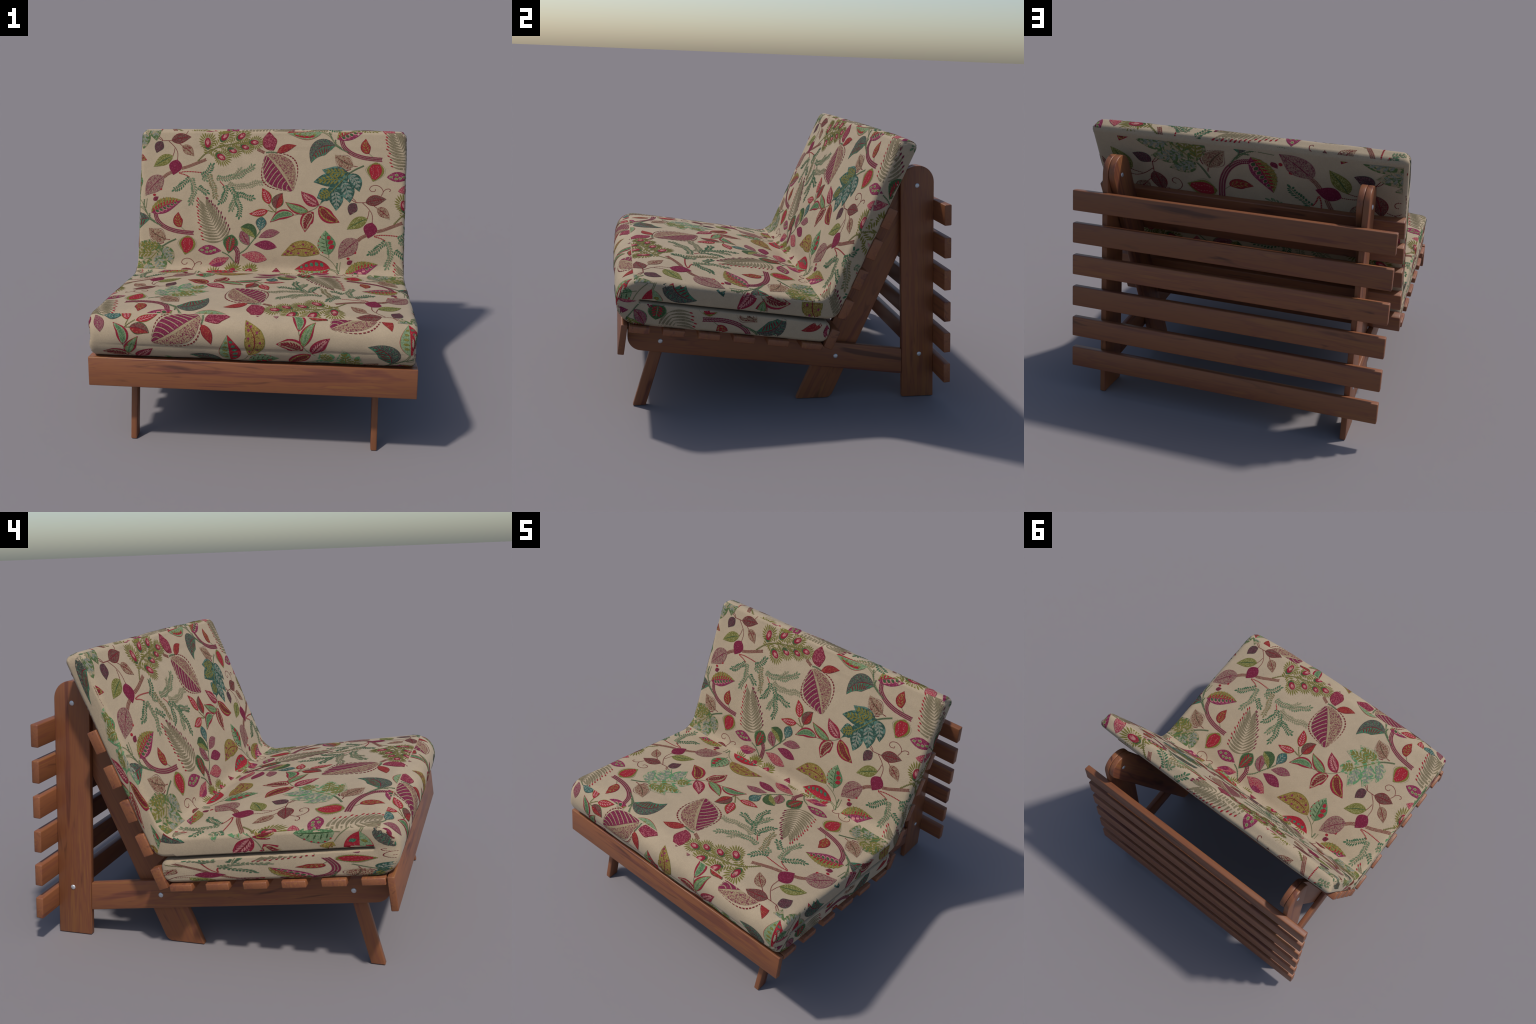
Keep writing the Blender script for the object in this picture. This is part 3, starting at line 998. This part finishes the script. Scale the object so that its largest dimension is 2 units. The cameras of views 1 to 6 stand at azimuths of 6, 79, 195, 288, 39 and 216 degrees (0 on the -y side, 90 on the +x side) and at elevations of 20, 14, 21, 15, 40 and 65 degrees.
    sprig('sprig_green', [(-0.250, 0.548), (-0.218, 0.464), (-0.210, 0.410), (-0.215, 0.372)], 0.0191)
    sprig('sprig_sage', [(-0.246, 0.535), (-0.257, 0.472), (-0.281, 0.429)], 0.0191)
    sprig('sprig_sage', [(-0.484, 0.658), (-0.457, 0.637)], 0.0192)
    beads('red', [(-0.652, 0.689), (-0.605, 0.696), (-0.545, 0.695), (-0.485, 0.690)], 0.0086)
    beads('red', [(-0.648, 0.683), (-0.609, 0.673), (-0.574, 0.656)], 0.0086)
    beads('red', [(-0.355, 0.626), (-0.328, 0.599)], 0.0085)
draw_motifs()

# ------------------------------------------------------------------ printed cloth: laying it on the mattress
BVH = BVHTree.FromPolygons([v.co for v in mat_me.vertices], [tuple(p.vertices) for p in mat_me.polygons])
VN = [v.normal.copy() for v in mat_me.vertices]
VC = [v.co.copy() for v in mat_me.vertices]

def smooth_normal(idx, co, flat):
    if abs(flat.x) > 0.9:
        return flat
    acc = Vector((0, 0, 0))
    for vi in mat_me.polygons[idx].vertices:
        acc += VN[vi] / ((VC[vi] - co).length + 0.002)
    return acc.normalized()

def land(origin, direction, limit=0.35):
    h = BVH.ray_cast(origin, direction, 0.6)
    if h[0] is None:
        return None
    co, n, idx = h[0], h[1], h[2]
    if -n.dot(direction) < limit:
        return None
    return co, smooth_normal(idx, co, n)

# arc length along the profile, for the pieces that wrap round the nose and over the top
arc_s = [0.0]
for i in range(NP):
    arc_s.append(arc_s[-1] + (ring2[(i + 1) % NP] - ring2[i]).length)
def ring_at(s):
    s %= arc_s[-1]
    lo, hi = 0, NP
    while hi - lo > 1:
        m = (lo + hi) // 2
        if arc_s[m] <= s:
            lo = m
        else:
            hi = m
    f = (s - arc_s[lo]) / max(1e-9, arc_s[lo + 1] - arc_s[lo])
    return ring2[lo].lerp(ring2[(lo + 1) % NP], f), nrm2[lo].lerp(nrm2[(lo + 1) % NP], f).normalized()
def ring_s(target):
    return min(range(NP), key=lambda i: (ring2[i] - Vector(target)).length)

seam_i = ring_s((-0.890, 0.830))
step_front = 1 if ring2[(seam_i + 3) % NP].x < ring2[seam_i].x else -1
top_i = ring_s((0.575, 1.615))
step_rear = 1 if ring2[(top_i + 3) % NP].x > ring2[top_i].x else -1

BACK_D = Vector((0, math.sin(math.atan(0.387)), math.cos(math.atan(0.387))))
BACK_N = Vector((0, -BACK_D.z, BACK_D.y))
BACK_O = Vector((0, 0.2165, 0.690)) + BACK_N * 0.02

def on_back(a, b):
    return land(BACK_O + Vector((a, 0, 0)) + BACK_D * b + BACK_N * 0.2, -BACK_N)
def on_seat(a, b):
    return land(Vector((a, b, 1.05)), Vector((0, 0, -1)))
def on_front(a, b):
    p, n = ring_at(arc_s[seam_i] + step_front * b)
    return land(Vector((a, p.x + n.x * 0.1, p.y + n.y * 0.1)), Vector((0, -n.x, -n.y)))
def on_top(a, b):
    p, n = ring_at(arc_s[top_i] + step_rear * b)
    return land(Vector((a, p.x + n.x * 0.1, p.y + n.y * 0.1)), Vector((0, -n.x, -n.y)))
RD = Vector((0, 0.372, 0.928))
RN = Vector((0, 0.928, -0.372))
RO = Vector((0, 0.268, 0.566))
def on_rear(a, b):
    return land(RO + Vector((a, 0, 0)) + RD * b + RN * 0.2, -RN)
def on_right(a, b):
    return land(Vector((1.2, a, b)), Vector((-1, 0, 0)), 0.55)
def on_left(a, b):
    return land(Vector((-1.2, a, b)), Vector((1, 0, 0)), 0.55)

def clip(poly, region):
    """Cut a convex piece to a convex counter-clockwise region."""
    for i in range(len(region)):
        a, b = region[i], region[(i + 1) % len(region)]
        e = (b[0] - a[0], b[1] - a[1])
        out = []
        n = len(poly)
        for k in range(n):
            p, q = poly[k], poly[(k + 1) % n]
            dp = e[0] * (p[1] - a[1]) - e[1] * (p[0] - a[0])
            dq = e[0] * (q[1] - a[1]) - e[1] * (q[0] - a[0])
            if dp >= 0:
                out.append(p)
            if (dp >= 0) != (dq >= 0):
                f = dp / (dp - dq)
                out.append((p[0] + (q[0] - p[0]) * f, p[1] + (q[1] - p[1]) * f))
        poly = out
        if len(poly) < 3:
            return None
    return poly

REPEAT_1 = Vector((1.384, -0.420))      # the two half-drop steps of the cloth
REPEAT_2 = Vector((1.307, 0.540))
def box(x0, y0, x1, y1):
    return [(x0, y0), (x1, y0), (x1, y1), (x0, y1)]
SIDE_LOW = [(-1.02, 0.42), (0.25, 0.40), (0.25, slit_z(0.25)), (-1.02, slit_z(-1.02))]
SIDE_UP = [(-1.02, slit_z(-1.02)), (0.26, slit_z(0.26)), (0.20, 0.72), (-1.02, 0.88)]
SIDE_BACK = [(0.20, 0.72), (0.26, 0.55), (0.9, 1.5), (0.7, 1.7), (0.5, 1.7)]

GREEN_LOBE = {"lobe": "lobe_b"}
OLIVE_LOBE = {"lobe": "lobe_c"}
# name: (image of the cloth axes a and b, origin) in the panel's own plane, panel outline, landing rule
PANELS = [
    ((1, 0), (0, 1), (0, 0), box(-0.932, 0.0, 0.932, 0.992), on_back, {}, OLIVE_LOBE),
    ((-1.014, -0.003), (0.011, -1.136), (0, 0.204), box(-0.932, -0.890, 0.932, 0.160), on_seat, GREEN_LOBE, OLIVE_LOBE),
    ((0.0, 0.73), (1.048, -0.045), (-1.149, 0.073), box(-0.93, 0.0, 0.93, 0.40), on_front, GREEN_LOBE, GREEN_LOBE),
    ((0.0, -1.0), (1.25, 0.0), (-0.46, -0.41), box(-0.92, 0.0, 0.92, 0.105), on_top, {}, {}),
    ((0.019, -1.018), (-1.396, -0.066), (0.529, 0.182), box(-0.915, 0.03, 0.915, 1.06), on_rear, OLIVE_LOBE, OLIVE_LOBE),
    ((-0.95, 0.0), (0.0, -0.9), (-1.02, 0.83), SIDE_LOW, on_right, {}, {}),
    ((0.0, 0.95), (-1.1, 0.0), (0.30, 0.44), SIDE_UP, on_right, {}, {}),
    ((0.93, -0.36), (0.361, 0.933), (-0.667, 1.032), SIDE_BACK, on_right, {}, {}),
    ((0.503, 0.26), (1.44, -0.225), (-0.739, 0.843), SIDE_LOW, on_left, {}, {}),
    ((0.0, 0.8), (1.2, 0.0), (-0.834, 0.444), SIDE_UP, on_left, GREEN_LOBE, GREEN_LOBE),
    ((-0.30, 0.08), (0.505, 1.306), (0.236, 0.333), SIDE_BACK, on_left, GREEN_LOBE, GREEN_LOBE),
]

by_motif = {}
for pc in PIECES:
    by_motif.setdefault(pc[4], []).append(pc)
bounds = {}
for k, v in by_motif.items():
    xs_ = [p.x for pc in v for p in pc[3]]
    ys_ = [p.y for pc in v for p in pc[3]]
    bounds[k] = (min(xs_), min(ys_), max(xs_), max(ys_))

GROUPS = {}
for ax, bx, org, region, rule, swap0, swap1 in PANELS:
    rx0, rx1 = min(p[0] for p in region), max(p[0] for p in region)
    ry0, ry1 = min(p[1] for p in region), max(p[1] for p in region)
    det = ax[0] * bx[1] - ax[1] * bx[0]
    for i in range(-3, 4):
        for j in range(-3, 4):
            off = REPEAT_1 * i + REPEAT_2 * j
            if off.length > 4.5:
                continue
            swap = swap0 if (i, j) == (0, 0) else swap1
            for mk, pcs in by_motif.items():
                m0, m1, m2, m3 = bounds[mk]
                cs = []
                for cx, cy in ((m0, m1), (m2, m1), (m2, m3), (m0, m3)):
                    cx += off.x
                    cy += off.y
                    cs.append((org[0] + ax[0] * cx + bx[0] * cy, org[1] + ax[1] * cx + bx[1] * cy))
                if max(c[0] for c in cs) < rx0 or min(c[0] for c in cs) > rx1 or max(c[1] for c in cs) < ry0 or min(c[1] for c in cs) > ry1:
                    continue
                for group, mat, layer, pts, num in pcs:
                    q = [(org[0] + ax[0] * (p.x + off.x) + bx[0] * (p.y + off.y), org[1] + ax[1] * (p.x + off.x) + bx[1] * (p.y + off.y)) for p in pts]
                    q = clip(q, region)
                    if not q:
                        continue
                    # drop doubled corners and slivers
                    q = [p for k, p in enumerate(q) if math.hypot(p[0] - q[k - 1][0], p[1] - q[k - 1][1]) > 2e-5]
                    if len(q) < 3:
                        continue
                    hits = [rule(*p) for p in q]
                    if any(h is None for h in hits):
                        continue
                    cmin = min(h[0].x for h in hits), min(h[0].y for h in hits), min(h[0].z for h in hits)
                    cmax = max(h[0].x for h in hits), max(h[0].y for h in hits), max(h[0].z for h in hits)
                    if max(b - a for a, b in zip(cmin, cmax)) > 0.12:
                        continue
                    lift = 0.0011 + 0.00028 * layer + 0.0000021 * num
                    g = GROUPS.setdefault(group, ([], [], [], []))
                    start = len(g[0])
                    for co, n in hits:
                        g[0].append(co + n * lift)
                        g[1].append(n)
                    fn = Vector((0, 0, 0))
                    c0 = hits[0][0]
                    for k in range(1, len(hits) - 1):
                        fn += (hits[k][0] - c0).cross(hits[k + 1][0] - c0)
                    ids = list(range(start, start + len(hits)))
                    if fn.dot(hits[0][1]) < 0:
                        ids.reverse()
                    g[2].append(ids)
                    g[3].append(swap.get(mat, mat))

for gname, (cos, nors, faces, mats) in GROUPS.items():
    me = bpy.data.meshes.new(gname)
    me.from_pydata(cos, [], faces)
    names = sorted(set(mats))
    for nm in names:
        me.materials.append(INKS[nm])
    index = {nm: k for k, nm in enumerate(names)}
    me.polygons.foreach_set("material_index", [index[m] for m in mats])
    me.polygons.foreach_set("use_smooth", [True] * len(faces))
    me.normals_split_custom_set_from_vertices(nors)
    o = place(gname, me, Matrix(), mattress)
    o["kind"] = "stuff"
